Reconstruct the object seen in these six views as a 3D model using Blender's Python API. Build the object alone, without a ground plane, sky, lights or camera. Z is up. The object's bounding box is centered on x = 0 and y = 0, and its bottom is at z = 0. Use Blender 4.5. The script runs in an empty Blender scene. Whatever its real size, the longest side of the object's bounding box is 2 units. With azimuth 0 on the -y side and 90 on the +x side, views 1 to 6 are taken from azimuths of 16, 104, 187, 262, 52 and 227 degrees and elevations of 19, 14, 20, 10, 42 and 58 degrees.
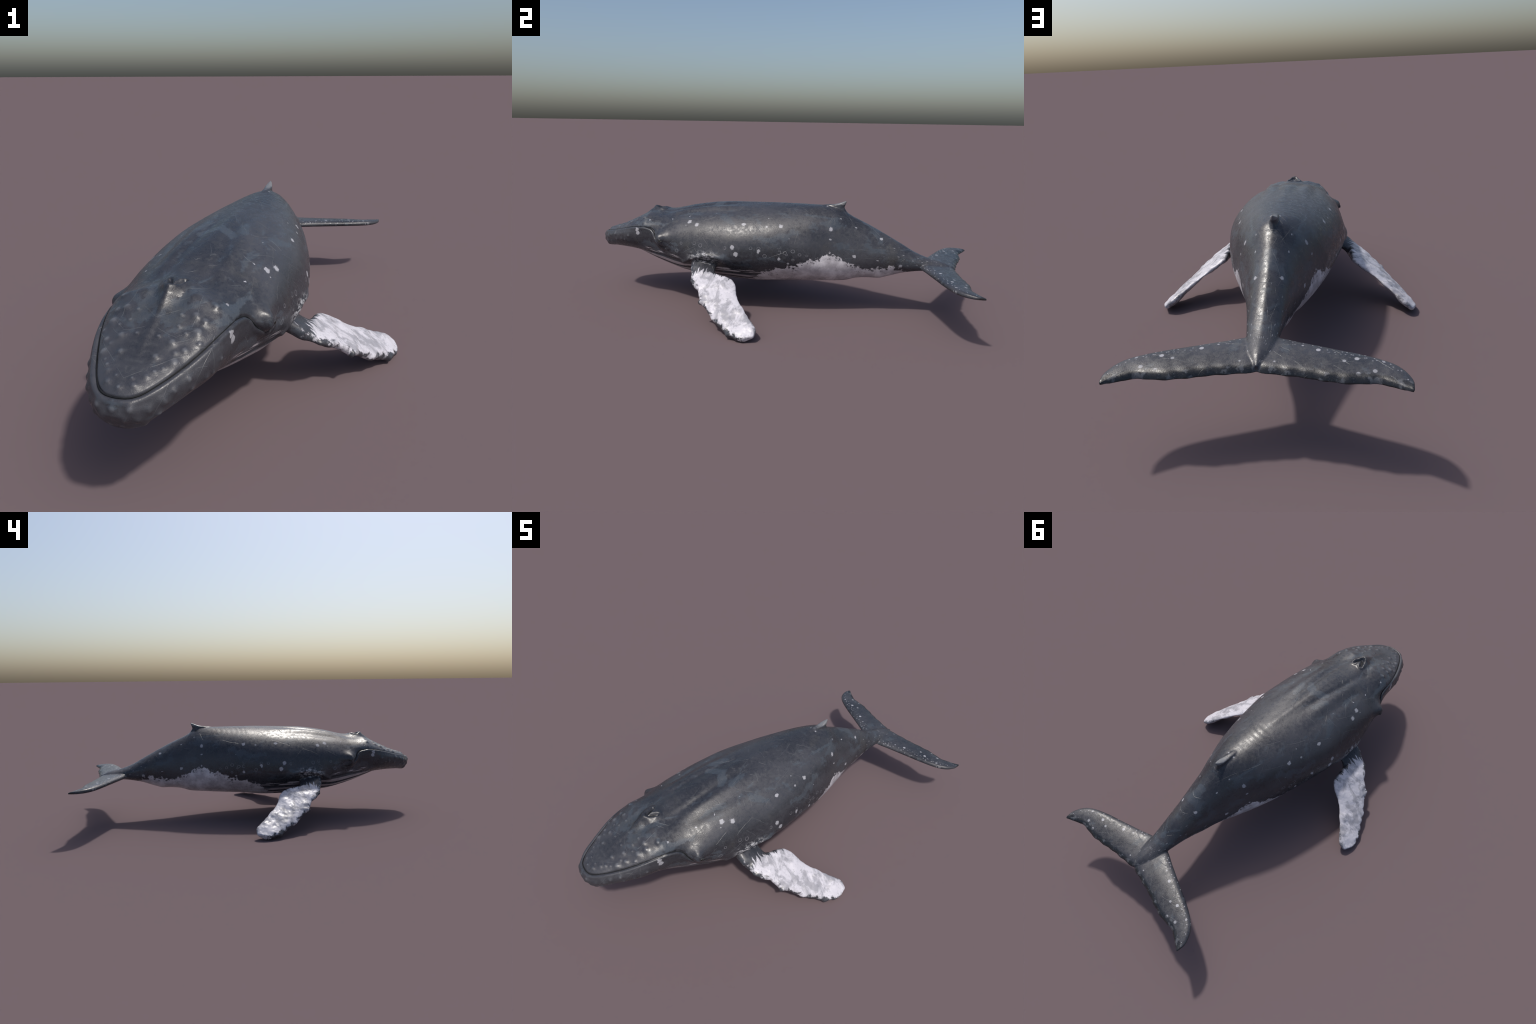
import bpy, bmesh, math
import numpy as np
from mathutils import Vector

# =====================================================================
#  Humpback whale: body lofted from a side profile and a plan profile,
#  flukes / flippers / dorsal fin lofted from their edge curves, all fused
#  into one skin, surface relief added by rule, then cut into named parts.
# =====================================================================
VOXEL = 0.0027
rng = np.random.default_rng(11)


# ---------------------------------------------------------------- helpers
def pchip(xk, yk, x):
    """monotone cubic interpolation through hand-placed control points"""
    xk = np.asarray(xk, float); yk = np.asarray(yk, float); x = np.asarray(x, float)
    h = np.diff(xk); d = np.diff(yk) / h
    m = np.zeros_like(yk)
    m[0], m[-1] = d[0], d[-1]
    for i in range(1, len(xk) - 1):
        if d[i - 1] * d[i] > 0:
            w1 = 2 * h[i] + h[i - 1]; w2 = h[i] + 2 * h[i - 1]
            m[i] = (w1 + w2) / (w1 / d[i - 1] + w2 / d[i])
    xc = np.clip(x, xk[0], xk[-1])
    i = np.clip(np.searchsorted(xk, xc) - 1, 0, len(xk) - 2)
    t = (xc - xk[i]) / h[i]
    return ((1 + 2 * t) * (1 - t) ** 2 * yk[i] + t * (1 - t) ** 2 * h[i] * m[i]
            + t * t * (3 - 2 * t) * yk[i + 1] + t * t * (t - 1) * h[i] * m[i + 1])


def curve(pts):
    a = np.array(pts, float)
    return lambda y: pchip(a[:, 0], a[:, 1], y)


def curve3(pts):
    """(t, x, y, z) control points -> smooth 3D curve"""
    a = np.array(pts, float)
    return lambda t: np.stack([pchip(a[:, 0], a[:, k], t) for k in (1, 2, 3)], -1)


def gauss(d, s):
    return np.exp(-(d / s) ** 2)


def smooth(a, b, x):
    t = np.clip((x - a) / (b - a), 0, 1)
    return t * t * (3 - 2 * t)


def lattice_noise(p, scale, seed):
    """value noise on a hashed lattice, -1..1"""
    q = p * scale
    i = np.floor(q).astype(np.int64); f = q - i
    f = f * f * (3 - 2 * f)
    out = 0
    for dx in (0, 1):
        for dy in (0, 1):
            for dz in (0, 1):
                h = (i[:, 0] + dx) * 374761393 + (i[:, 1] + dy) * 668265263 + (i[:, 2] + dz) * 2147483647 + seed * 1274126177
                h = (h ^ (h >> 13)) * 1274126177
                h = (h ^ (h >> 16)) & 0xFFFF
                w = (f[:, 0] if dx else 1 - f[:, 0]) * (f[:, 1] if dy else 1 - f[:, 1]) * (f[:, 2] if dz else 1 - f[:, 2])
                out = out + w * (h / 32767.5 - 1)
    return out


def polyline_distance(p, line):
    """distance from points to a polyline and the index of the closest segment"""
    best = np.full(len(p), 9.0)
    for a, b in zip(line[:-1], line[1:]):
        ab = b - a
        t = np.clip(((p - a) @ ab) / (ab @ ab), 0, 1)
        best = np.minimum(best, np.linalg.norm(p - a - t[:, None] * ab, axis=1))
    return best


# ---------------------------------------------------------------- profiles
top_z = curve([(-1.0, .302), (-.993, .322), (-.985, .336), (-.966, .350), (-.866, .386), (-.76, .433), (-.70, .466), (-.678, .477),
               (-.63, .477), (-.58, .480), (-.52, .492), (-.448, .507), (-.297, .529), (-.15, .536), (.04, .541), (.25, .542),
               (.32, .534), (.36, .516), (.39, .497), (.486, .452), (.62, .382), (.73, .322), (.79, .302), (.85, .289), (.905, .268)])
bottom_z = curve([(-1.0, .298), (-.985, .272), (-.966, .246), (-.917, .250), (-.84, .250), (-.76, .244), (-.66, .209), (-.55, .174),
                  (-.45, .149), (-.35, .133), (-.2, .121), (-.1, .122), (.05, .134), (.244, .147), (.372, .157), (.445, .176),
                  (.50, .180), (.54, .180), (.577, .190), (.675, .222), (.76, .236), (.83, .240), (.905, .246)])
half_width = curve([(-1.0, .006), (-.997, .030), (-.985, .056), (-.965, .078), (-.94, .100), (-.87, .138), (-.78, .175), (-.68, .191),
                    (-.58, .214), (-.45, .258), (-.32, .273), (-.18, .279), (0, .253), (.18, .210), (.30, .166), (.40, .130), (.5, .101), (.63, .074),
                    (.75, .057), (.82, .048), (.87, .032), (.905, .010)])
wide_at = curve([(-1.0, .5), (-.94, .62), (-.87, .62), (-.78, .59), (-.68, .60), (-.58, .55), (-.45, .46), (-.32, .43), (-.18, .44),
                 (0, .43), (.18, .38), (.30, .33), (.42, .37), (.5, .44), (.63, .52), (.75, .55), (.905, .5)])
top_power = curve([(-1, 2.0), (-.95, 2.2), (-.85, 2.3), (-.75, 2.25), (-.65, 2.0), (.2, 2.0), (.4, 1.85), (.6, 1.85), (.905, 1.7)])
low_power = curve([(-1, 2.1), (-.75, 2.2), (-.62, 2.25), (-.48, 2.0), (-.35, 1.6), (-.2, 1.6), (-.05, 1.75), (.1, 1.85), (.3, 1.95), (.905, 2.0)])


def section(y, a):
    zt, zb, w = top_z(y) - .002, bottom_z(y) + .001, half_width(y) - .003
    zm = zb + (zt - zb) * wide_at(y)
    c, s = np.cos(a), np.sin(a)
    p = np.where(c > 0, top_power(y), low_power(y))
    x = w * np.sign(s) * np.abs(s) ** (2 / p)
    z = zm + np.where(c > 0, zt - zm, zm - zb) * np.sign(c) * np.abs(c) ** (2 / p)
    return x, z


def body_ratio(p):
    """<1 inside the torso loft, >1 outside"""
    y = np.clip(p[:, 1], -.9999, .905)
    zt, zb, w = top_z(y), bottom_z(y), half_width(y)
    zm = zb + (zt - zb) * wide_at(y)
    up = p[:, 2] > zm
    h = np.maximum(np.where(up, zt - zm, zm - zb), 1e-3)
    q = np.where(up, top_power(y), low_power(y))
    return (np.abs(p[:, 0] / np.maximum(w, 1e-3)) ** q + (np.abs(p[:, 2] - zm) / h) ** q) ** (1 / q)


# ---------------------------------------------------------------- lofts
class Shell:
    def __init__(self):
        self.v = []; self.f = []; self.n = 0

    def loft(self, rings):
        """closed tube through rings of equal count, capped at both ends"""
        k = len(rings[0]); base = self.n
        for r in rings:
            self.v.append(np.asarray(r, float))
        self.n += k * len(rings)
        for i in range(len(rings) - 1):
            for j in range(k):
                j2 = (j + 1) % k
                self.f.append((base + i * k + j, base + i * k + j2, base + (i + 1) * k + j2, base + (i + 1) * k + j))
        self.f.append(tuple(base + j for j in reversed(range(k))))
        e = base + (len(rings) - 1) * k
        self.f.append(tuple(e + j for j in range(k)))


shell = Shell()

# torso, from snout to fluke notch
stations = np.concatenate([-1 + .06 * np.linspace(0.02, 1, 24) ** 2, np.linspace(-.93, .905, 190)])
ang = np.linspace(0, 2 * np.pi, 128, endpoint=False)
rings = []
for y in stations:
    x, z = section(np.full(len(ang), y), ang)
    rings.append(np.stack([x, np.full(len(ang), y), z], -1))
shell.loft(rings)

# flukes: leading and trailing edge curves, bevelled trailing edge
fluke_lead = curve3([(0, -.03, .735, .262), (.12, .06, .747, .264), (.22, .11, .766, .264), (.34, .17, .787, .264), (.47, .24, .811, .264),
                     (.60, .305, .833, .264), (.73, .37, .861, .263), (.82, .41, .887, .262), (.90, .438, .925, .260), (.96, .449, .962, .259),
                     (1, .446, .990, .258)])
fluke_trail = curve3([(0, -.03, .895, .252), (.07, 0, .908, .253), (.11, .02, .917, .253), (.22, .07, .922, .252), (.33, .12, .931, .252),
                      (.44, .17, .938, .251), (.52, .21, .949, .251), (.62, .26, .957, .251), (.75, .33, .956, .252), (.84, .376, .965, .253),
                      (.93, .417, .985, .254), (1, .444, .998, .256)])
fluke_thick = curve([(0, .034), (.25, .034), (.6, .031), (.85, .025), (1, .010)])
# chord profile: fraction along chord, upper offset, lower offset (in thickness)
prof_top = curve([(0, 0), (.02, .22), (.08, .44), (.2, .58), (.45, .62), (.7, .55), (.84, .46), (.90, .36), (.97, .08), (1, -.15)])
prof_low = curve([(0, 0), (.02, -.22), (.08, -.38), (.2, -.46), (.45, -.44), (.7, -.38), (.9, -.32), (.98, -.27), (1, -.20)])
u = np.concatenate([np.linspace(0, 1, 40) ** 1.6, np.linspace(1, 0, 40) ** 1.6])
for side in (1, -1):
    rings = []
    for t in np.linspace(0, 1, 90):
        L, T = fluke_lead(t), fluke_trail(t)
        th = fluke_thick(t)
        T = T + np.array([0, (.0016 * math.sin(t * 29 + 1) + .0014 * math.sin(t * 53)) * smooth(.1, .25, t) * (1 - smooth(.8, .95, t)), 0])
        off = np.concatenate([prof_top(u[:40]), .75 * prof_low(u[40:])]) * th
        r = L + (T - L) * u[:, None]
        r[:, 2] += off - .0025
        r[:, 1] += .004 * t
        # slight arch and up-curled tip
        r[:, 0] *= side
        rings.append(r if side == 1 else r[::-1])
    shell.loft(rings)

# flippers: plank with knuckles along the leading edge
flip_lead = curve3([(0, .16, -.40, .320), (.14, .262, -.378, .250), (.30, .330, -.357, .208), (.38, .366, -.335, .186), (.46, .400, -.300, .160),
                    (.58, .446, -.263, .121), (.76, .514, -.175, .060), (.93, .578, -.070, .015), (.985, .596, -.022, .008), (1, .598, -.012, .009)])
flip_trail = curve3([(0, .15, -.25, .310), (.14, .246, -.245, .246), (.225, .294, -.236, .215), (.262, .303, -.180, .210), (.30, .314, -.142, .204), (.38, .338, -.118, .190),
                     (.47, .372, -.104, .165), (.60, .425, -.070, .130), (.82, .508, .008, .076), (.95, .555, .044, .044), (.985, .573, .044, .030), (1, .580, .036, .025)])
flip_half = curve([(0, .028), (.15, .024), (.4, .020), (.7, .019), (.92, .020), (.98, .018), (1, .009)])
knuckles = [(.36, .018, .030), (.46, -.008, .03), (.59, .026, .017), (.66, -.004, .02), (.765, .020, .028), (.85, -.006, .02), (.915, .016, .016), (.965, .012, .012)]
a2 = np.linspace(0, 2 * np.pi, 72, endpoint=False)
for side in (1, -1):
    rings = []
    for t in np.linspace(0, 1, 120):
        L, T = flip_lead(t), flip_trail(t)
        drop = np.array([0,   .006 * smooth(.1, .5, t), -.010 * smooth(.75, .35, t) - .001])
        L = L + drop; T = T + drop
        span = flip_lead(min(1, t + .02)) - flip_lead(max(0, t - .02)) + flip_trail(min(1, t + .02)) - flip_trail(max(0, t - .02))
        chord = (T - L); cl = np.linalg.norm(chord); cn = chord / cl
        n = np.cross(span, chord); n /= np.linalg.norm(n)
        if n[2] < 0: n = -n
        bump = sum(k[1] * math.exp(-((t - k[0]) / k[2]) ** 2) for k in knuckles)
        C = (L + T) / 2 - cn * bump * .3
        hw = cl / 2 + bump * .3 - .003
        s, c = np.sin(a2), np.cos(a2)
        p = 2.5
        xc = np.sign(c) * np.abs(c) ** (2 / p) * hw
        hs = flip_half(t) * (1 - .25 * (xc / hw))
        zc = np.sign(s) * np.abs(s) ** (2 / p) * hs
        r = C + xc[:, None] * cn + zc[:, None] * n
        r[:, 0] *= side
        rings.append(r if side == -1 else r[::-1])
    shell.loft(rings)

# dorsal fin: low ridge ending in a backward hook
fin_path = curve3([(0, 0, .195, .532), (.3, 0, .26, .544), (.55, 0, .31, .549), (.8, 0, .341, .559), (1, 0, .364, .568)])
rings = []
b2 = np.linspace(0, 2 * np.pi, 40, endpoint=False)
for t in np.linspace(0, 1, 60):
    P = fin_path(t)
    hw = pchip([0, .25, .6, .85, 1], [.004, .012, .0145, .010, .003], t)
    depth = pchip([0, .3, .7, .9, 1], [.012, .030, .040, .026, .005], t)
    flare = pchip([0, .4, .8, 1], [1.0, 1.5, 1.7, 1.0], t)
    s, c = np.sin(b2), np.cos(b2)
    z = np.where(c > 0, c * .004, c * depth)
    x = s * hw * np.where(c > 0, 1, 1 + (flare - 1) * (-c) ** 1.0)
    rings.append(np.stack([x, np.full(40, P[1]), P[2] - .004 + z], -1))
shell.loft(rings)
# keel under the hook, running down the back of the fin
rings = []
for t in np.linspace(0, 1, 40):
    y = .325 + t * .075
    zt = pchip([0, .3, .42, .6, 1], [.548, .546, .530, .510, .488], t)
    hw = pchip([0, .4, 1], [.010, .007, .012], t)
    s, c = np.sin(b2), np.cos(b2)
    rings.append(np.stack([s * hw * np.where(c > 0, 1, 1 + 2.2 * (-c)), np.full(40, y), zt - .01 + np.where(c > 0, c * .01, c * .05)], -1))
shell.loft(rings)

# ---------------------------------------------------------------- fuse
verts = np.concatenate(shell.v)
me = bpy.data.meshes.new("raw")
me.from_pydata(verts.tolist(), [], shell.f)
me.update()
bm = bmesh.new(); bm.from_mesh(me)
bmesh.ops.recalc_face_normals(bm, faces=bm.faces); bm.to_mesh(me); bm.free()
raw = bpy.data.objects.new("raw", me)
bpy.context.scene.collection.objects.link(raw)
mod = raw.modifiers.new("fuse", 'REMESH'); mod.mode = 'VOXEL'; mod.voxel_size = VOXEL; mod.adaptivity = 0
dg = bpy.context.evaluated_depsgraph_get()
ev = raw.evaluated_get(dg); m2 = bpy.data.meshes.new_from_object(ev)
nv = len(m2.vertices)
P = np.empty(nv * 3); m2.vertices.foreach_get("co", P); P = P.reshape(-1, 3)
nl = len(m2.loops); LV = np.empty(nl, np.int32); m2.loops.foreach_get("vertex_index", LV)
npoly = len(m2.polygons)
LS = np.empty(npoly, np.int32); m2.polygons.foreach_get("loop_start", LS)
LT = np.empty(npoly, np.int32); m2.polygons.foreach_get("loop_total", LT)
E = np.empty(len(m2.edges) * 2, np.int32); m2.edges.foreach_get("vertices", E); E = E.reshape(-1, 2)
bpy.data.objects.remove(raw); bpy.data.meshes.remove(me)
faces = [LV[a:a + b] for a, b in zip(LS, LT)]
Q = np.array([np.resize(f, 4) if len(f) == 4 else np.array([f[0], f[1], f[2], f[2]]) for f in faces])
deg = np.bincount(E.ravel(), minlength=nv).astype(float)


def neighbour_mean(a):
    out = np.empty_like(a)
    for k in range(a.shape[1]):
        out[:, k] = (np.bincount(E[:, 0], a[E[:, 1], k], nv) + np.bincount(E[:, 1], a[E[:, 0], k], nv)) / deg
    return out


def normals(p):
    n = np.cross(p[Q[:, 2]] - p[Q[:, 0]], p[Q[:, 3]] - p[Q[:, 1]])
    tri = Q[:, 2] == Q[:, 3]
    n[tri] = np.cross(p[Q[tri, 1]] - p[Q[tri, 0]], p[Q[tri, 2]] - p[Q[tri, 0]])
    vn = np.zeros((nv, 3))
    for c in range(4):
        for k in range(3):
            vn[:, k] += np.bincount(Q[:, c], n[:, k], nv)
    return vn / np.maximum(np.linalg.norm(vn, axis=1), 1e-12)[:, None]


for _ in range(3):
    P = P + .5 * (neighbour_mean(P) - P)
ratio = body_ratio(P)
ax = np.abs(P[:, 0])
# blend the roots of flippers, flukes and fin into the body
root = np.maximum.reduce([
    gauss(ratio - 1.0, .06) * (ax > .17) * (P[:, 1] > -.47) * (P[:, 1] < -.15) * (P[:, 2] < .36) * .7,
    gauss(P[:, 1] - .80, .10) * gauss(ax - .06, .04) * .35,
    gauss(P[:, 1] - .33, .07) * gauss(ax, .05) * (P[:, 2] > .45) * .6 * (P[:, 2] < .540)])
for _ in range(14):
    P = P + (root * .6)[:, None] * (neighbour_mean(P) - P)

# ---------------------------------------------------------------- classify (before relief)
PC = P.copy()
FL, BODY = 1, 0
is_flipper = (body_ratio(PC) > 1.035) & (ax > .2) & (PC[:, 1] > -.45) & (PC[:, 1] < .08) & (PC[:, 2] < .285)
is_fluke = (PC[:, 1] > .735) & (ax > half_width(np.clip(PC[:, 1], -1, .905)) * .98)
is_fin = (PC[:, 1] > .22) & (PC[:, 1] < .40) & (ax < .045) & (body_ratio(PC) > 1.012) & (PC[:, 2] > .47)

# ---------------------------------------------------------------- relief
mouth_pts = [(-.001, -.981, .337), (.024, -.978, .338), (.048, -.966, .340), (.073, -.937, .347), (.098, -.895, .357), (.125, -.843, .370),
             (.150, -.781, .386), (.166, -.722, .396), (.178, -.668, .401), (.187, -.631, .397), (.199, -.608, .381), (.208, -.594, .352),
             (.216, -.570, .330), (.226, -.545, .314), (.236, -.522, .312)]
mp = np.array(mouth_pts)
seg = np.concatenate([[0], np.cumsum(np.linalg.norm(np.diff(mp, axis=0), axis=1))])
fine = np.linspace(0, seg[-1], 70)
mouth = np.stack([pchip(seg, mp[:, k], fine) for k in range(3)], -1)
mouth_height = curve([(y, z) for y, z in zip(np.maximum.accumulate(mouth[:, 1] + np.arange(70) * 1e-6), mouth[:, 2])])

# rows of knobs on the upper jaw: (x, y, radius)
rostrum_knobs = [(.033, -.951, .008), (.049, -.922, .007), (.061, -.905, .006), (.093, -.868, .012), (.046, -.868, .009), (.105, -.831, .009),
                 (.068, -.823, .010), (.116, -.778, .013), (.123, -.742, .010), (.097, -.738, .011), (.135, -.690, .009), (.067, -.777, .006),
                 (.085, -.845, .006), (.020, -.935, .005), (.075, -.890, .005), (.130, -.800, .006), (.060, -.745, .006), (0.0, -.962, .007),
                 (.029, -.814, .006), (.090, -.790, .005)]
# knobs along the lower lip: (x, y, z, radius)
chin_knobs = [(.040, -.988, .318, .009), (.0, -.995, .317, .009), (.072, -.963, .307, .008), (.098, -.936, .316, .009), (.111, -.912, .329, .007),
              (.132, -.875, .341, .008), (.152, -.823, .321, .008), (.175, -.772, .345, .007), (.026, -.990, .292, .008), (.052, -.977, .290, .008),
              (.087, -.945, .290, .008), (.134, -.865, .312, .007), (.110, -.915, .290, .006), (.150, -.838, .290, .006), (.015, -.985, .265, .008),
              (.060, -.960, .262, .008), (.165, -.800, .320, .006)]


def knob_positions():
    out = []
    for x, y, r in rostrum_knobs:
        zt, zb, w = float(top_z(y)), float(bottom_z(y)), float(half_width(y))
        zm = zb + (zt - zb) * float(wide_at(y))
        z = zm + (zt - zm) * math.sqrt(max(0, 1 - (x / w) ** 2))
        out.append((x, y, z, r))
    return out + chin_knobs


knobs = knob_positions()
Nrm = normals(P)
M = P.copy(); M[:, 0] = ax                      # mirrored copy: the whale is symmetric
y, z = M[:, 1], M[:, 2]
D = np.zeros(nv)
on_body = ~(is_flipper | is_fluke)
head_zone = y < -.46

# mouth: groove with a rolled lower lip
hz = np.where(head_zone)[0]
dm = np.full(nv, 9.0); dm[hz] = polyline_distance(M[hz], mouth)
mh = mouth_height(np.clip(y, -.981, -.522))
below = smooth(.004, -.004, z - mh)
D -= .0060 * gauss(dm, .0036)
D += .0030 * gauss(dm - .011, .008) * below * (dm < .05)
D -= .0015 * gauss(dm - .004, .012) * (1 - below) * (dm < .06) * (y < -.60)
# knobs
for kx, ky, kz, kr in knobs:
    d2 = np.linalg.norm(M[hz] - np.array([kx, ky, kz]), axis=1)
    D[hz] += kr * .52 * np.exp(-(d2 / (kr * 1.2)) ** 2)
# eye mound with brow and socket
eye = np.array([.2505, -.553, .350])
de = np.linalg.norm((M - np.array([.225, -.553, .352])) * np.array([.6, 1, 1]), axis=1)
D += .035 * gauss(de, .033) * on_body
brow = np.linalg.norm((M - np.array([.240, -.560, .370])) * np.array([.5, 1, 1.2]), axis=1)
D += .007 * gauss(brow, .012)
D += .004 * gauss(np.linalg.norm((M - np.array([.22, -.51, .375])) * np.array([.4, .6, 1]), axis=1), .03)
# rostrum: median ridge, hollows beside it, splash guard around the nostrils
D += .0035 * gauss(ax, .012) * smooth(-.92, -.80, y) * smooth(-.655, -.70, y)
D += .006 * gauss(ax, .022) * gauss(y + .70, .035) * (z > .4)
D -= .010 * gauss(ax - .042, .022) * gauss(y + .690, .045) * (z > .4)
D -= .006 * gauss(ax - .075, .03) * gauss(y + .60, .05) * (z > .4)
guard = np.abs(np.hypot(ax / 1.0, (y + .650) / .9) - .034)
D += .0060 * gauss(guard, .012) * (z > .4) * smooth(-.60, -.65, y)
D += .004 * gauss(np.hypot(ax, y + .65), .05) * (z > .4)
slit = np.stack([np.array([.003, -.668]) + (np.array([.022, -.628]) - np.array([.003, -.668])) * k for k in np.linspace(0, 1, 6)])
sl = np.where((z > .44) & (ax < .08) & (np.abs(y + .65) < .08))[0]
ds = polyline_distance(np.stack([ax[sl], y[sl], 0 * sl], -1), np.concatenate([slit, np.zeros((6, 1))], 1))
D[sl] += .0035 * gauss(ds - .013, .007)
D[sl] -= .0095 * gauss(ds, .0062)
# shallow hollows running back from the nostrils
upper = smooth(.38, .44, z)
D -= .0060 * gauss(ax - .052 - .01 * np.sin(y * 9), .017) * smooth(-.62, -.48, y) * smooth(-.10, -.30, y) * upper
D += .0040 * gauss(ax - .090, .020) * smooth(-.60, -.42, y) * smooth(-.05, -.28, y) * upper
D -= .0045 * gauss(ax - .135, .022) * smooth(-.58, -.45, y) * smooth(-.05, -.25, y) * upper
D += .0025 * gauss(ax, .018) * smooth(-.55, -.40, y) * smooth(.2, -.1, y) * upper
D += .0010 * gauss(ax, .014) * smooth(.42, .60, y) * smooth(.905, .86, y) * (z > .26)
# wrinkles across the back ahead of the fin
wr = np.sin(y * 2 * np.pi / .030 + 1.5 * np.sin(ax * 20) + 2 * lattice_noise(M, 9, 3))
D += .0004 * wr * (.5 + lattice_noise(M, 14, 21)) * gauss(y - .13, .13) * gauss(ax, .10) * smooth(.44, .50, z)
# throat pleats
pleat_top = curve([(-1, .22), (-.92, .235), (-.82, .255), (-.70, .275), (-.62, .290), (-.53, .285), (-.45, .275), (-.40, .25), (-.30, .235),
                   (-.2, .245), (-.13, .235), (-.03, .205), (.06, .18), (.14, .12), (1, .05)])
theta = np.arctan2(ax, .33 - z)
pl = smooth(.0, .035, pleat_top(y) - z) * on_body * smooth(-.93, -.82, y) * smooth(.12, -.02, y)
wave = np.cos(theta * 26 + 1.2 * np.sin(y * 5))
D -= .0055 * pl * np.clip(wave, 0, 1) ** 2
D += .002 * pl
# shoulder fold above the flipper
fold_line = np.array([(.238, -.425, .250), (.258, -.385, .272), (.270, -.335, .290), (.276, -.29, .298), (.278, -.245, .297), (.281, -.20, .287)])
fz = np.where((y > -.5) & (y < -.12) & (z < .36))[0]
df = polyline_distance(M[fz], fold_line)
D[fz] += .008 * gauss(df, .030) * on_body[fz] + .008 * gauss(df, .010) * on_body[fz]
fold_in = fold_line + np.array([0, .0, -.022]) * np.array([1, 1, 1])
df2 = polyline_distance(M[fz], fold_in)
D[fz] -= .008 * gauss(df2, .008) * on_body[fz]
# flipper lumps
lump = lattice_noise(M * np.array([1, 1, 1]), 17, 5) * .0065 + lattice_noise(M, 42, 6) * .0026 + lattice_noise(M, 100, 9) * .0007
away = smooth(1.05, 1.35, ratio)
D += lump * is_flipper * away
# general unevenness of hide
D += (.0010 * lattice_noise(M, 9, 1) + .0003 * lattice_noise(M, 30, 2)) * on_body
P = P + Nrm * D[:, None]
for _ in range(1):
    P = P + .25 * (neighbour_mean(P) - P)
P[:, 2] = np.where(P[:, 2] < 0, 0, P[:, 2])
Nrm = normals(P)


# =====================================================================
#  materials
# =====================================================================
class Nodes:
    def __init__(self, name):
        self.mat = bpy.data.materials.new(name); self.mat.use_nodes = True
        self.t = self.mat.node_tree; self.t.nodes.clear()
        self.out = self.t.nodes.new('ShaderNodeOutputMaterial')
        self.bsdf = self.t.nodes.new('ShaderNodeBsdfPrincipled')
        self.t.links.new(self.bsdf.outputs[0], self.out.inputs[0])
        self.obj = self.t.nodes.new('ShaderNodeTexCoord').outputs['Object']

    def put(self, sock, v):
        if isinstance(v, bpy.types.NodeSocket):
            self.t.links.new(v, sock)
        else:
            sock.default_value = v

    def math(self, op, a, b=0.0, c=None, clamp=False):
        n = self.t.nodes.new('ShaderNodeMath'); n.operation = op; n.use_clamp = clamp
        self.put(n.inputs[0], a); self.put(n.inputs[1], b)
        if c is not None: self.put(n.inputs[2], c)
        return n.outputs[0]

    def vmath(self, op, a, b=(0, 0, 0), out=0):
        n = self.t.nodes.new('ShaderNodeVectorMath'); n.operation = op
        self.put(n.inputs[0], a); self.put(n.inputs[1], b)
        return n.outputs[out]

    def sep(self, v):
        n = self.t.nodes.new('ShaderNodeSeparateXYZ'); self.put(n.inputs[0], v); return n.outputs

    def comb(self, x, y, z):
        n = self.t.nodes.new('ShaderNodeCombineXYZ')
        self.put(n.inputs[0], x); self.put(n.inputs[1], y); self.put(n.inputs[2], z); return n.outputs[0]

    def scale(self, v, s):
        return self.vmath('MULTIPLY', v, s)

    def noise(self, v, scale, detail=3.0, rough=.55, out=0, dist=0.0):
        n = self.t.nodes.new('ShaderNodeTexNoise'); self.put(n.inputs['Vector'], v)
        n.inputs['Scale'].default_value = scale; n.inputs['Detail'].default_value = detail
        n.inputs['Roughness'].default_value = rough; n.inputs['Distortion'].default_value = dist
        return n.outputs[out]

    def voronoi(self, v, scale, dims='2D', rnd=1.0, feature='F1'):
        n = self.t.nodes.new('ShaderNodeTexVoronoi'); n.voronoi_dimensions = dims; n.feature = feature
        self.put(n.inputs['Vector'], v); n.inputs['Scale'].default_value = scale; n.inputs['Randomness'].default_value = rnd
        return n.outputs

    def step(self, x, a, b, lo=0.0, hi=1.0):
        n = self.t.nodes.new('ShaderNodeMapRange'); n.interpolation_type = 'SMOOTHSTEP'
        if a > b:
            a, b, lo, hi = b, a, hi, lo
        self.put(n.inputs[0], x)
        for i, k in zip((1, 2, 3, 4), (a, b, lo, hi)): n.inputs[i].default_value = k
        return n.outputs[0]

    def mix(self, f, a, b):
        n = self.t.nodes.new('ShaderNodeMix'); n.data_type = 'RGBA'
        self.put(n.inputs[0], f)
        for s, v in ((n.inputs[6], a), (n.inputs[7], b)):
            self.put(s, v if isinstance(v, bpy.types.NodeSocket) else (*v, 1))
        return n.outputs[2]

    def curve(self, x, pts, lo=-1.0, hi=1.0):
        n = self.t.nodes.new('ShaderNodeFloatCurve')
        c = n.mapping.curves[0]
        q = [((a - lo) / (hi - lo), b) for a, b in pts]
        c.points[0].location = q[0]; c.points[-1].location = q[-1]
        for a, b in q[1:-1]: c.points.new(a, b)
        n.mapping.update()
        t = self.math('MULTIPLY_ADD', x, 1 / (hi - lo), -lo / (hi - lo))
        self.put(n.inputs['Value'], t); n.inputs['Factor'].default_value = 1
        return n.outputs[0]

    def bump(self, h, strength, dist, normal=None):
        n = self.t.nodes.new('ShaderNodeBump'); n.inputs['Strength'].default_value = strength
        n.inputs['Distance'].default_value = dist; self.put(n.inputs['Height'], h)
        if normal is not None: self.put(n.inputs['Normal'], normal)
        return n.outputs[0]


def max_all(N, l):
    r = l[0]
    for k in l[1:]: r = N.math('MAXIMUM', r, k)
    return r


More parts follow.
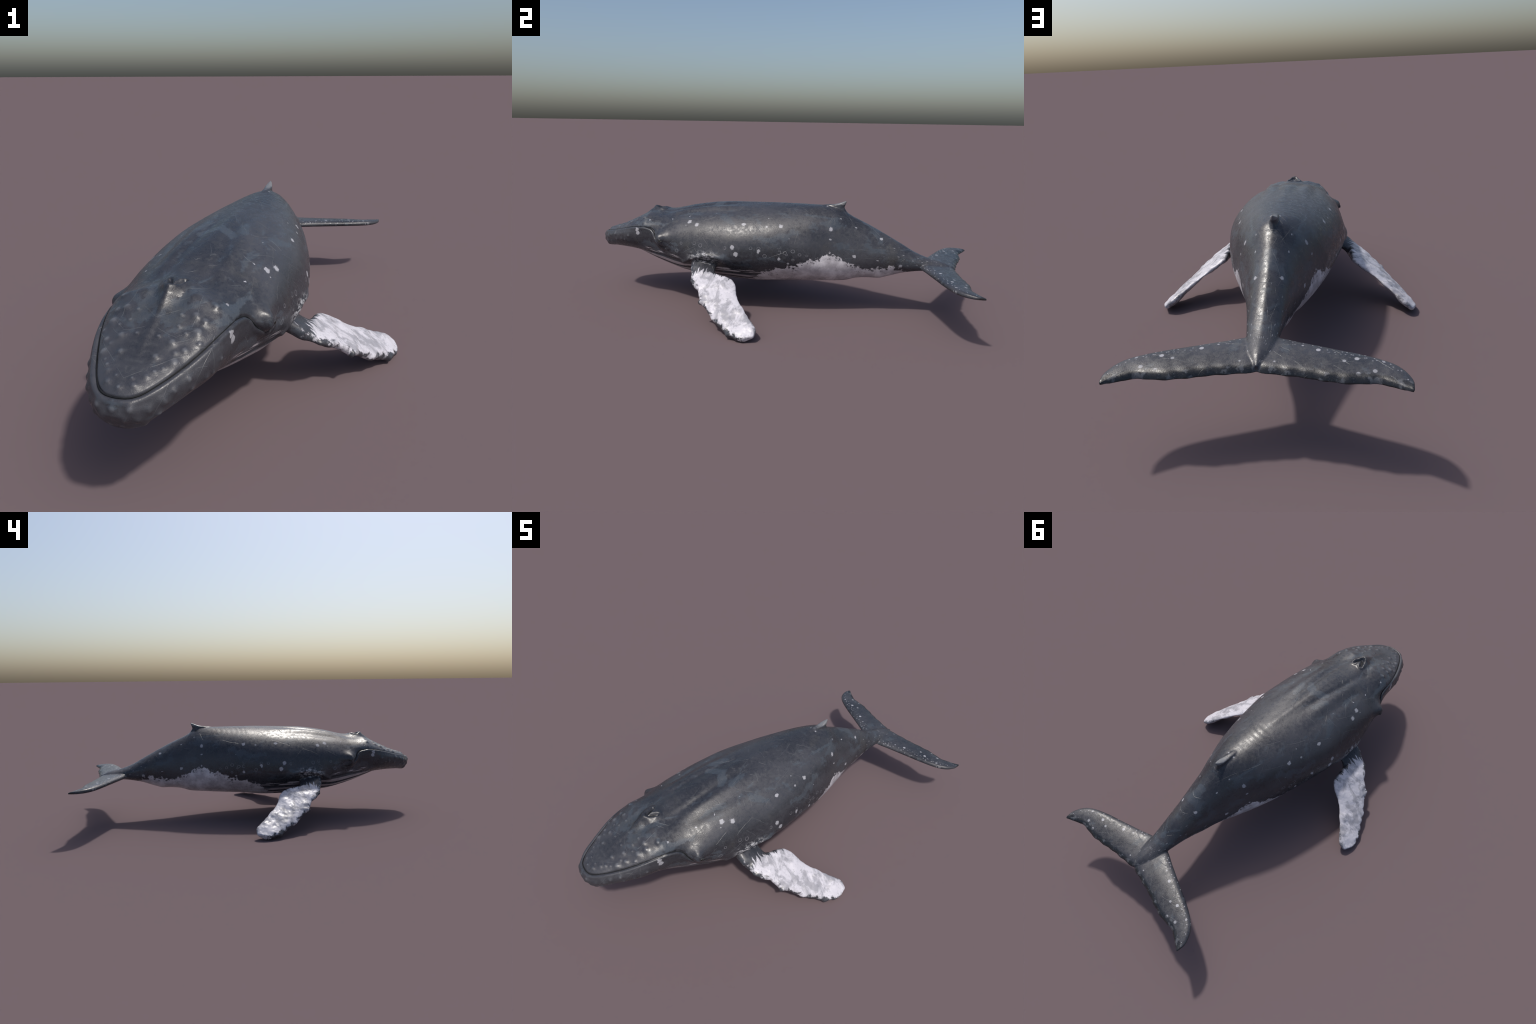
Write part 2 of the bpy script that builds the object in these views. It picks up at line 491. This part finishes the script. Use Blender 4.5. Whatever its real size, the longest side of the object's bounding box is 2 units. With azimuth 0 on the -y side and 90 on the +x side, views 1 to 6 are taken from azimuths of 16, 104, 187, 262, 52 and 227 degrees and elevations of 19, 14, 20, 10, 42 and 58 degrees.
def scratch_layer(N, uv, angle, scale, length, width, seed, density):
    """sparse straight-ish scratches: one short line per Voronoi cell"""
    n = N.t.nodes.new('ShaderNodeVectorRotate'); n.rotation_type = 'Z_AXIS'
    N.put(n.inputs['Vector'], uv); n.inputs['Angle'].default_value = angle
    p = N.vmath('ADD', n.outputs[0], (seed * 3.17, seed * 1.73, 0))
    wob = N.noise(p, 9, 2)
    s = N.sep(p)
    p = N.comb(s[0], N.math('ADD', s[1], N.math('MULTIPLY', wob, .028)), 0)
    v = N.voronoi(N.scale(p, (scale, scale, 0)), 1.0)
    loc = N.sep(N.vmath('SUBTRACT', N.scale(p, (scale, scale, 0)), v['Position']))
    line = N.step(N.math('ABSOLUTE', loc[1]), width, width * .2)
    end = N.step(N.math('ABSOLUTE', loc[0]), length, length * .6)
    keep = N.math('LESS_THAN', N.sep(v['Color'])[0], density)
    return N.math('MULTIPLY', N.math('MULTIPLY', line, end), keep)


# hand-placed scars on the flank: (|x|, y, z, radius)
SCARS = [(.193, -.408, .448, .013), (.210, -.363, .439, .014), (.206, -.116, .454, .011), (.270, -.155, .348, .013), (.271, -.136, .316, .014),
         (.158, -.518, .450, .006), (.155, -.422, .472, .006), (.146, -.281, .496, .007), (.182, .068, .452, .011), (.117, .305, .439, .012),
         (.049, .551, .396, .010), (.115, .426, .312, .010), (.233, .073, .300, .009), (.254, -.025, .335, .010), (.064, .650, .267, .010)]
JAW_SCAR = [(.178, -.713, .383, .012), (.181, -.709, .366, .012)]


def skin(name, head=False, flipper=False, fluke=False):
    N = Nodes(name)
    x, y, z = N.sep(N.obj)
    xa = N.math('ABSOLUTE', x)
    m = N.comb(xa, y, z)
    zc = N.step(y, .1, .85, .33, .265)
    th = N.math('ARCTAN2', xa, N.math('SUBTRACT', z, zc))
    uv = N.comb(y, N.math('MULTIPLY', th, .25), 0)
    if fluke or flipper: uv = N.comb(y, xa, 0)
    if head: uv = N.comb(y, N.math('SUBTRACT', xa, N.math('MULTIPLY', z, .8)), 0)
    # --- base hide: charcoal, slate-blue patches, brownish grey clouds
    big = N.noise(N.scale(m, (1, .55, 1)), 5.0, 4, .6)
    mid = N.noise(N.scale(m, (1, .6, 1.2)), 11.0, 6, .62, dist=.6)
    fine = N.noise(m, 60, 5, .7)
    grit = N.noise(m, 330, 2, .6)
    col = N.mix(N.step(big, .35, .65), (.025, .0265, .033), (.050, .051, .060))
    col = N.mix(N.math('MULTIPLY', N.step(N.math('ADD', mid, N.math('MULTIPLY_ADD', fine, .10, -.05)), .535, .60), .70), col, (.057, .069, .085))
    col = N.mix(N.math('MULTIPLY', N.step(N.noise(m, 7.3, 4, .6), .55, .72), .5), col, (.054, .052, .050))
    col = N.mix(N.math('MULTIPLY', N.step(fine, .50, .72), .35), col, (.074, .078, .085))
    # --- scratches
    sc = max_all(N, [scratch_layer(N, uv, .45, 7.0, .45, .008, 1, .6), scratch_layer(N, uv, -.8, 8.5, .42, .009, 2, .55),
                     scratch_layer(N, uv, 1.35, 9.0, .38, .010, 3, .5), scratch_layer(N, uv, 2.3, 16.0, .36, .014, 4, .4)])
    col = N.mix(N.math('MULTIPLY', sc, .34), col, (.16, .17, .18))
    # --- barnacle scars: small pale dots
    warp = N.vmath('ADD', m, N.scale(N.vmath('SUBTRACT', N.noise(m, 110, 2, out=1), (.5, .5, .5)), (.018, .018, .018)))
    dots = []
    v = N.voronoi(N.comb(*[N.math('MULTIPLY', k, 1) for k in N.sep(uv)]), 26.0)
    size = N.step(N.sep(v['Color'])[1], 0, 1, .05, .17)
    dot = N.math('MULTIPLY', N.step(N.math('SUBTRACT', v['Distance'], size), .03, -.03), N.math('LESS_THAN', N.sep(v['Color'])[0], (.008 if head else .03) if not fluke else .12))
    dots.append(N.math('MULTIPLY', dot, .75))
    if fluke:
        v = N.voronoi(uv, 75.0)
        near = N.math('SUBTRACT', y, N.curve(xa, [(0, .74), (.06, .747), (.17, .787), (.305, .833), (.41, .887), (.45, .96), (.5, .96)], 0, .5))
        dot = N.math('MULTIPLY', N.step(v['Distance'], .24, .14), N.math('LESS_THAN', N.sep(v['Color'])[0], .5))
        dots.append(N.math('MULTIPLY', N.math('MULTIPLY', dot, .7), N.math('MULTIPLY', N.step(near, .06, .02), N.step(near, 0.0, .012))))
        v = N.voronoi(uv, 17.0)
        dots.append(N.math('MULTIPLY', N.step(v['Distance'], .14, .10), N.math('LESS_THAN', N.sep(v['Color'])[1], .22)))
    if not (flipper or fluke):
        for sx, sy, sz, r in (SCARS if not head else JAW_SCAR + SCARS[5:7]):
            d = N.vmath('DISTANCE', warp, (sx, sy, sz), out=1)
            dots.append(N.step(d, r, r * .7))
        # ring scars in a band along the flank
        v = N.voronoi(uv, 30.0)
        ring = N.step(N.math('ABSOLUTE', N.math('SUBTRACT', v['Distance'], N.step(N.sep(v['Color'])[2], 0, 1, .14, .26))), .06, .02)
        band = N.math('MULTIPLY', N.step(z, .27, .30), N.step(z, .37, .34))
        band = N.math('MULTIPLY', N.math('MULTIPLY', band, N.step(y, -.62, -.55)), N.step(y, .3, .15))
        ring = N.math('MULTIPLY', N.math('MULTIPLY', ring, N.math('LESS_THAN', N.sep(v['Color'])[0], .30)), band)
        dots.append(N.math('MULTIPLY', ring, .35))
    if not (head or flipper or fluke):
        v = N.voronoi(uv, 44.0)
        size = N.step(N.sep(v['Color'])[1], 0, 1, .06, .24)
        d = N.math('MULTIPLY', N.step(N.math('SUBTRACT', v['Distance'], size), .04, -.03), N.math('LESS_THAN', N.sep(v['Color'])[0], .13))
        dots.append(N.math('MULTIPLY', N.math('MULTIPLY', d, .7), N.step(y, .50, .72)))
    white = max_all(N, dots)
    col = N.mix(N.math('MULTIPLY', white, .78), col, (.40, .40, .43))
    bump_h = N.math('ADD', N.math('MULTIPLY', fine, .35), N.math('MULTIPLY', grit, .40))
    if not (flipper or fluke):
        # --- pale belly with a lacy rim
        edge = N.curve(y, [(-1, .05), (-.25, .08), (-.14, .135), (-.06, .185), (-.01, .215), (.05, .245), (.14, .262), (.20, .292), (.26, .305), (.30, .322), (.345, .312),
                           (.41, .276), (.49, .250), (.565, .255), (.64, .252), (.69, .236), (.73, .20), (1, .1)])
        lace = N.voronoi(N.scale(warp, (1, .8, 1)), 55.0, '3D')
        rag = N.math('MULTIPLY_ADD', N.noise(m, 28, 5, .7), .055, -.0275)
        h = N.math('ADD', N.math('SUBTRACT', edge, z), rag)
        h = N.math('ADD', h, N.math('MULTIPLY_ADD', lace['Distance'], .030, -.016))
        belly = N.step(h, -.002, .006)
        bcol = N.mix(N.step(N.noise(m, 14, 5, .65), .35, .7), (.37, .35, .375), (.64, .62, .65))
        bcol = N.mix(N.math('MULTIPLY', N.step(N.noise(m, 40, 4, .7), .58, .75), .6), bcol, (.20, .19, .20))
        holes = N.voronoi(warp, 85.0, '3D')
        hole = N.math('MULTIPLY', N.step(holes['Distance'], .42, .30), N.step(h, .045, .012))
        hole = N.math('MULTIPLY', hole, N.step(N.noise(m, 24, 3), .46, .56))
        belly = N.math('MULTIPLY', belly, N.math('SUBTRACT', 1.0, N.math('MULTIPLY', hole, .9)))
        col = N.mix(belly, col, bcol)
        # --- throat: pale ridges between dark pleats
        ptop = N.curve(y, [(-1, .20), (-.9, .225), (-.80, .252), (-.70, .285), (-.62, .300), (-.53, .292), (-.45, .285), (-.41, .262), (-.30, .240),
                           (-.2, .262), (-.13, .243), (-.05, .222), (0, .205), (.06, .17), (1, .05)])
        tb = N.math('ARCTAN2', xa, N.math('SUBTRACT', .33, z))
        ph = N.math('ADD', N.math('MULTIPLY', tb, 26.0), N.math('MULTIPLY', N.math('SINE', N.math('MULTIPLY', y, 5.0)), 1.2))
        wv = N.math('COSINE', ph)
        streak = N.noise(N.comb(N.math('MULTIPLY', y, 5.0), N.math('MULTIPLY', tb, 9.0), 0), 2.2, 5, .65)
        pm = N.math('MULTIPLY', N.step(wv, .35, -.25), N.step(N.math('ADD', streak, N.step(N.math('SUBTRACT', ptop, z), 0, .08, -.08, .14)), .45, .55))
        pm = N.math('MULTIPLY', pm, N.step(N.math('ADD', N.math('SUBTRACT', ptop, z), rag), -.005, .012))
        pm = N.math('MULTIPLY', pm, N.step(y, -.86, -.74))
        col = N.mix(N.math('MULTIPLY', pm, .9), col, (.52, .48, .50))
        # --- pale mottling round the flipper root
        dr = N.vmath('DISTANCE', N.scale(warp, (1, .50, 1)), (.27, -.15, .283), out=1)
        mot = N.math('MULTIPLY', N.step(dr, .055, .02), N.step(N.noise(N.scale(m, (1, .7, 1.4)), 55, 4, .7), .47, .58))
        mot = N.math('MULTIPLY', mot, N.step(z, .335, .31))
        col = N.mix(N.math('MULTIPLY', mot, .8), col, (.40, .40, .42))
        # --- rubbed crest of the dorsal fin
        crest = N.math('MULTIPLY', N.step(N.math('ADD', z, N.math('MULTIPLY_ADD', fine, .012, -.006)), .543, .551), N.step(xa, .030, .016))
        crest = N.math('MULTIPLY', crest, N.math('MULTIPLY', N.step(y, .22, .27), N.step(y, .42, .38)))
        col = N.mix(N.math('MULTIPLY', crest, .75), col, (.20, .205, .215))
    if fluke:
        # --- black, mottled trailing rim
        trail = N.curve(xa, [(0, .908), (.02, .917), (.07, .922), (.12, .931), (.17, .938), (.26, .957), (.33, .957), (.376, .965), (.417, .985), (.5, .99)], 0, .5)
        rim = N.math('SUBTRACT', trail, N.math('ADD', y, N.math('MULTIPLY_ADD', mid, .03, -.015)))
        rim = N.step(rim, .026, .016)
        col = N.mix(N.math('MULTIPLY', rim, .85), col, N.mix(N.step(N.noise(m, 38, 4, .6), .52, .62), (.012, .013, .015), (.09, .095, .105)))
    if head:
        # --- knobs are paler at their crowns
        dmin = None
        for kx, ky, kz, kr in knobs:
            off = kr * .55
            d = N.math('DIVIDE', N.vmath('DISTANCE', m, (kx * (1 + .3 * off), ky, kz + (off if kz > .345 else 0)), out=1), kr)
            dmin = d if dmin is None else N.math('MINIMUM', dmin, d)
        kn = N.math('MULTIPLY', N.step(dmin, 1.1, .35), N.step(N.noise(m, 45, 3), .35, .6, .35, 1.0))
        col = N.mix(N.math('MULTIPLY', kn, .30), col, (.22, .23, .25))
    if flipper:
        # --- span / chord coordinates
        s = N.math('DIVIDE', N.vmath('DOT_PRODUCT', N.vmath('SUBTRACT', m, (.25, -.31, .25)), (.640, .53, -.556), out=1), .50)
        lead_y = N.curve(s, [(-.3, .05), (-.06, .118), (.19, .162), (.44, .232), (.68, .318), (.91, .422), (1.02, .480), (1.2, .58)], -.3, 1.2)
        c = N.math('SUBTRACT', N.math('ADD', y, .5), lead_y)
        out = N.math('SUBTRACT', N.math('MULTIPLY', xa, .77), N.math('MULTIPLY', z, .64))
        streak = N.noise(N.comb(N.math('MULTIPLY', out, 9.0), N.math('MULTIPLY', y, 55.0), N.math('MULTIPLY', N.math('ADD', z, xa), 4.0)), 1.0, 4, .6)
        wm = N.step(N.math('ADD', out, N.math('MULTIPLY_ADD', streak, .30, -.15)), .088, .102)
        mott = N.noise(m, 30, 5, .7)
        rim = N.step(N.math('ADD', c, N.math('MULTIPLY_ADD', mott, .10, -.05)), .006, .018)
        trail_y = N.curve(s, [(-.3, .24), (.1, .25), (.2, .285), (.38, .385), (.62, .443), (.87, .520), (1.04, .552), (1.2, .57)], -.3, 1.2)
        tr = N.step(N.math('ADD', N.math('SUBTRACT', trail_y, N.math('ADD', y, .5)), N.math('MULTIPLY_ADD', mott, .07, -.035)), -.006, .006, .35, 1.0)
        wm = N.math('MULTIPLY', N.math('MULTIPLY', wm, rim), tr)
        wcol = N.mix(N.step(N.noise(N.scale(m, (1, 1.5, 1)), 13, 6, .65, dist=.5), .44, .60), (.55, .535, .58), (.31, .305, .335))
        wcol = N.mix(N.math('MULTIPLY', N.step(N.noise(m, 40, 5, .75, dist=1.0), .57, .68), .6), wcol, (.20, .21, .215))
        wcol = N.mix(N.math('MULTIPLY', sc, .3), wcol, (.68, .66, .71))
        col = N.mix(wm, col, wcol)
        bump_h = N.math('ADD', bump_h, N.math('MULTIPLY', mott, .3))
    N.put(N.bsdf.inputs['Base Color'], col)
    ro = N.math('ADD', N.step(fine, .35, .65, .20, .46), N.math('MULTIPLY', N.step(big, .4, .6), .06))
    N.put(N.bsdf.inputs['Roughness'], ro)
    N.bsdf.inputs['Specular IOR Level'].default_value = .5
    b = N.bump(bump_h, .40, .002)
    pit = N.noise(m, 210, 4, .75)
    b = N.bump(pit, .30, .0012, b)
    b = N.bump(sc, .5, .0012, b)
    N.put(N.bsdf.inputs['Normal'], b)
    return N.mat


def plain(name, colour, rough, spec=.5):
    N = Nodes(name)
    c = N.mix(N.noise(N.obj, 60, 3), tuple(k * .8 for k in colour), tuple(k * 1.2 for k in colour))
    N.put(N.bsdf.inputs['Base Color'], c)
    N.bsdf.inputs['Roughness'].default_value = rough
    N.bsdf.inputs['Specular IOR Level'].default_value = spec
    return N.mat


mat_body = skin("dark_hide")
mat_head = skin("knobbed_head_hide", head=True)
mat_flipper = skin("white_flipper_hide", flipper=True)
mat_fluke = skin("fluke_hide", fluke=True)
mat_seam = plain("mouth_crease", (.010, .011, .012), .6, .2)
mat_eye = plain("wet_eye", (.008, .007, .006), .12)
mat_lid = plain("eyelid_hide", (.034, .036, .040), .45)

# =====================================================================
#  cut the fused skin into named parts
# =====================================================================
fc = PC[Q].mean(1)
fr = ratio
f_flip = is_flipper[Q].sum(1) >= 3
f_fluke = is_fluke[Q].sum(1) >= 3
f_fin = is_fin[Q].sum(1) >= 3
yb = fc[:, 1]
jaw_line = mouth_height(np.clip(yb, -.981, -.522))
part = np.full(npoly, 2)
part[yb > .40] = 3
part[yb < -.47] = 0
part[(yb < -.60) & (fc[:, 2] < jaw_line)] = 1
part[(yb < -.981)] = 1
part[f_fin] = 4
part[f_fluke & (fc[:, 0] > 0)] = 5
part[f_fluke & (fc[:, 0] <= 0)] = 6
part[f_flip & (fc[:, 0] > 0)] = 7
part[f_flip & (fc[:, 0] <= 0)] = 8

col = bpy.context.scene.collection
whale = bpy.data.objects.new("humpback_whale", None)
whale.empty_display_size = .2
col.objects.link(whale)
whale["label"] = "dark slate humpback whale with white knobbly flippers"
whale["category"] = "whale"


def cut(idx, name, mat, parent):
    sel = np.where(part == idx)[0]
    used = np.unique(Q[sel])
    remap = np.full(nv, -1); remap[used] = np.arange(len(used))
    fl = []
    for i in sel:
        q = remap[Q[i]].tolist()
        fl.append(q[:3] if q[2] == q[3] else q)
    mesh = bpy.data.meshes.new(name)
    mesh.from_pydata(P[used].tolist(), [], fl)
    mesh.polygons.foreach_set("use_smooth", [True] * len(fl))
    mesh.update()
    mesh.normals_split_custom_set_from_vertices(Nrm[used].tolist())
    mesh.materials.append(mat)
    ob = bpy.data.objects.new(name, mesh)
    col.objects.link(ob); ob.parent = parent
    return ob


head = cut(0, "head", mat_head, whale)
jaw = cut(1, "lower_jaw", mat_head, whale)
torso = cut(2, "torso", mat_body, whale)
tail = cut(3, "tail", mat_body, whale)
fin = cut(4, "dorsal_fin", mat_body, whale)
fluke_a = cut(5, "fluke", mat_fluke, tail)
fluke_b = cut(6, "fluke", mat_fluke, tail)
flip_a = cut(7, "flipper", mat_flipper, whale)
flip_b = cut(8, "flipper", mat_flipper, whale)


# ---------------------------------------------------------------- small parts
def nearest(p):
    d = np.linalg.norm(P - p, axis=1)
    i = int(d.argmin())
    return P[i], Nrm[i]


def add_mesh(name, v, f, mat, parent, smooth_shade=True):
    mesh = bpy.data.meshes.new(name); mesh.from_pydata(v, [], f)
    mesh.polygons.foreach_set("use_smooth", [smooth_shade] * len(f)); mesh.update()
    mesh.materials.append(mat)
    ob = bpy.data.objects.new(name, mesh); col.objects.link(ob); ob.parent = parent
    return ob


def tube(path, radii, k=8):
    v, f = [], []
    n = len(path)
    for i in range(n):
        t = path[min(i + 1, n - 1)] - path[max(i - 1, 0)]
        t = t / np.linalg.norm(t)
        a = np.cross(t, [.3, .2, .9]); a /= np.linalg.norm(a); b = np.cross(t, a)
        for j in range(k):
            q = 2 * math.pi * j / k
            v.append((path[i] + radii[i] * (math.cos(q) * a + math.sin(q) * b)).tolist())
    for i in range(n - 1):
        for j in range(k):
            f.append((i * k + j, i * k + (j + 1) % k, (i + 1) * k + (j + 1) % k, (i + 1) * k + j))
    f.append(tuple(range(k))[::-1]); f.append(tuple((n - 1) * k + j for j in range(k)))
    return v, f


# dark crease lying in the mouth groove, round both sides of the jaw
line = np.concatenate([(mouth * np.array([-1, 1, 1]))[::-1], mouth[1:]])
ys = np.where(P[:, 1] < -.45)[0]
snap = []
for p in line:
    d = np.linalg.norm(P[ys] - p, axis=1)
    w = np.argsort(d)[:14]
    snap.append((P[ys][w].mean(0)) + Nrm[ys][w].mean(0) * .0002)
snap = np.array(snap)
for _ in range(3):
    snap[1:-1] = .5 * snap[1:-1] + .25 * (snap[:-2] + snap[2:])
rad = np.full(len(snap), .0014); rad[:6] = np.linspace(.0005, .0014, 6); rad[-6:] = rad[:6][::-1]
add_mesh("mouth_crease", *tube(snap, rad), mat_seam, head)

# eyes: dark ball between two heavy lids
def ball(c, r, nu=20, nvv=12, sx=1, sy=1, sz=1):
    v, f = [], []
    for i in range(nvv + 1):
        a = math.pi * i / nvv
        for j in range(nu):
            b = 2 * math.pi * j / nu
            v.append((c[0] + sx * r * math.sin(a) * math.cos(b), c[1] + sy * r * math.sin(a) * math.sin(b), c[2] + sz * r * math.cos(a)))
    for i in range(nvv):
        for j in range(nu):
            f.append((i * nu + j, (i + 1) * nu + j, (i + 1) * nu + (j + 1) % nu, i * nu + (j + 1) % nu))
    return v, f


for side in (1, -1):
    p, n = nearest(np.array([.255 * side, -.550, .349]))
    c = p - n * .0035
    add_mesh("eye", *ball(c, .0080, sy=1.2), mat_eye, head)
    for up in (1, -1):
        path = []
        for k in np.linspace(-1, 1, 15):
            q = p + np.array([0, .0125 * k, up * .0052 * (1 - k * k)])
            path.append(q + n * (.0012 - .004 * k * k))
        r = .0026 * (1 - .7 * np.linspace(-1, 1, 15) ** 2)
        add_mesh("eyelid", *tube(np.array(path), r), mat_lid, head)

# nostrils: two dark slits converging forward
for side in (1, -1):
    path = []
    for k in np.linspace(0, 1, 10):
        q, n = nearest(np.array([side * (.004 + .017 * k), -.666 + .036 * k, .47]))
        path.append(q - n * .0026)
    path = np.array(path)
    for _ in range(2):
        path[1:-1] = .5 * path[1:-1] + .25 * (path[:-2] + path[2:])
    r = .0050 * np.sin(np.pi * np.linspace(.12, .9, 10)) + .0006
    add_mesh("nostril", *tube(path, r), mat_seam, head)

print("verts", nv, "min", P.min(0), "max", P.max(0))
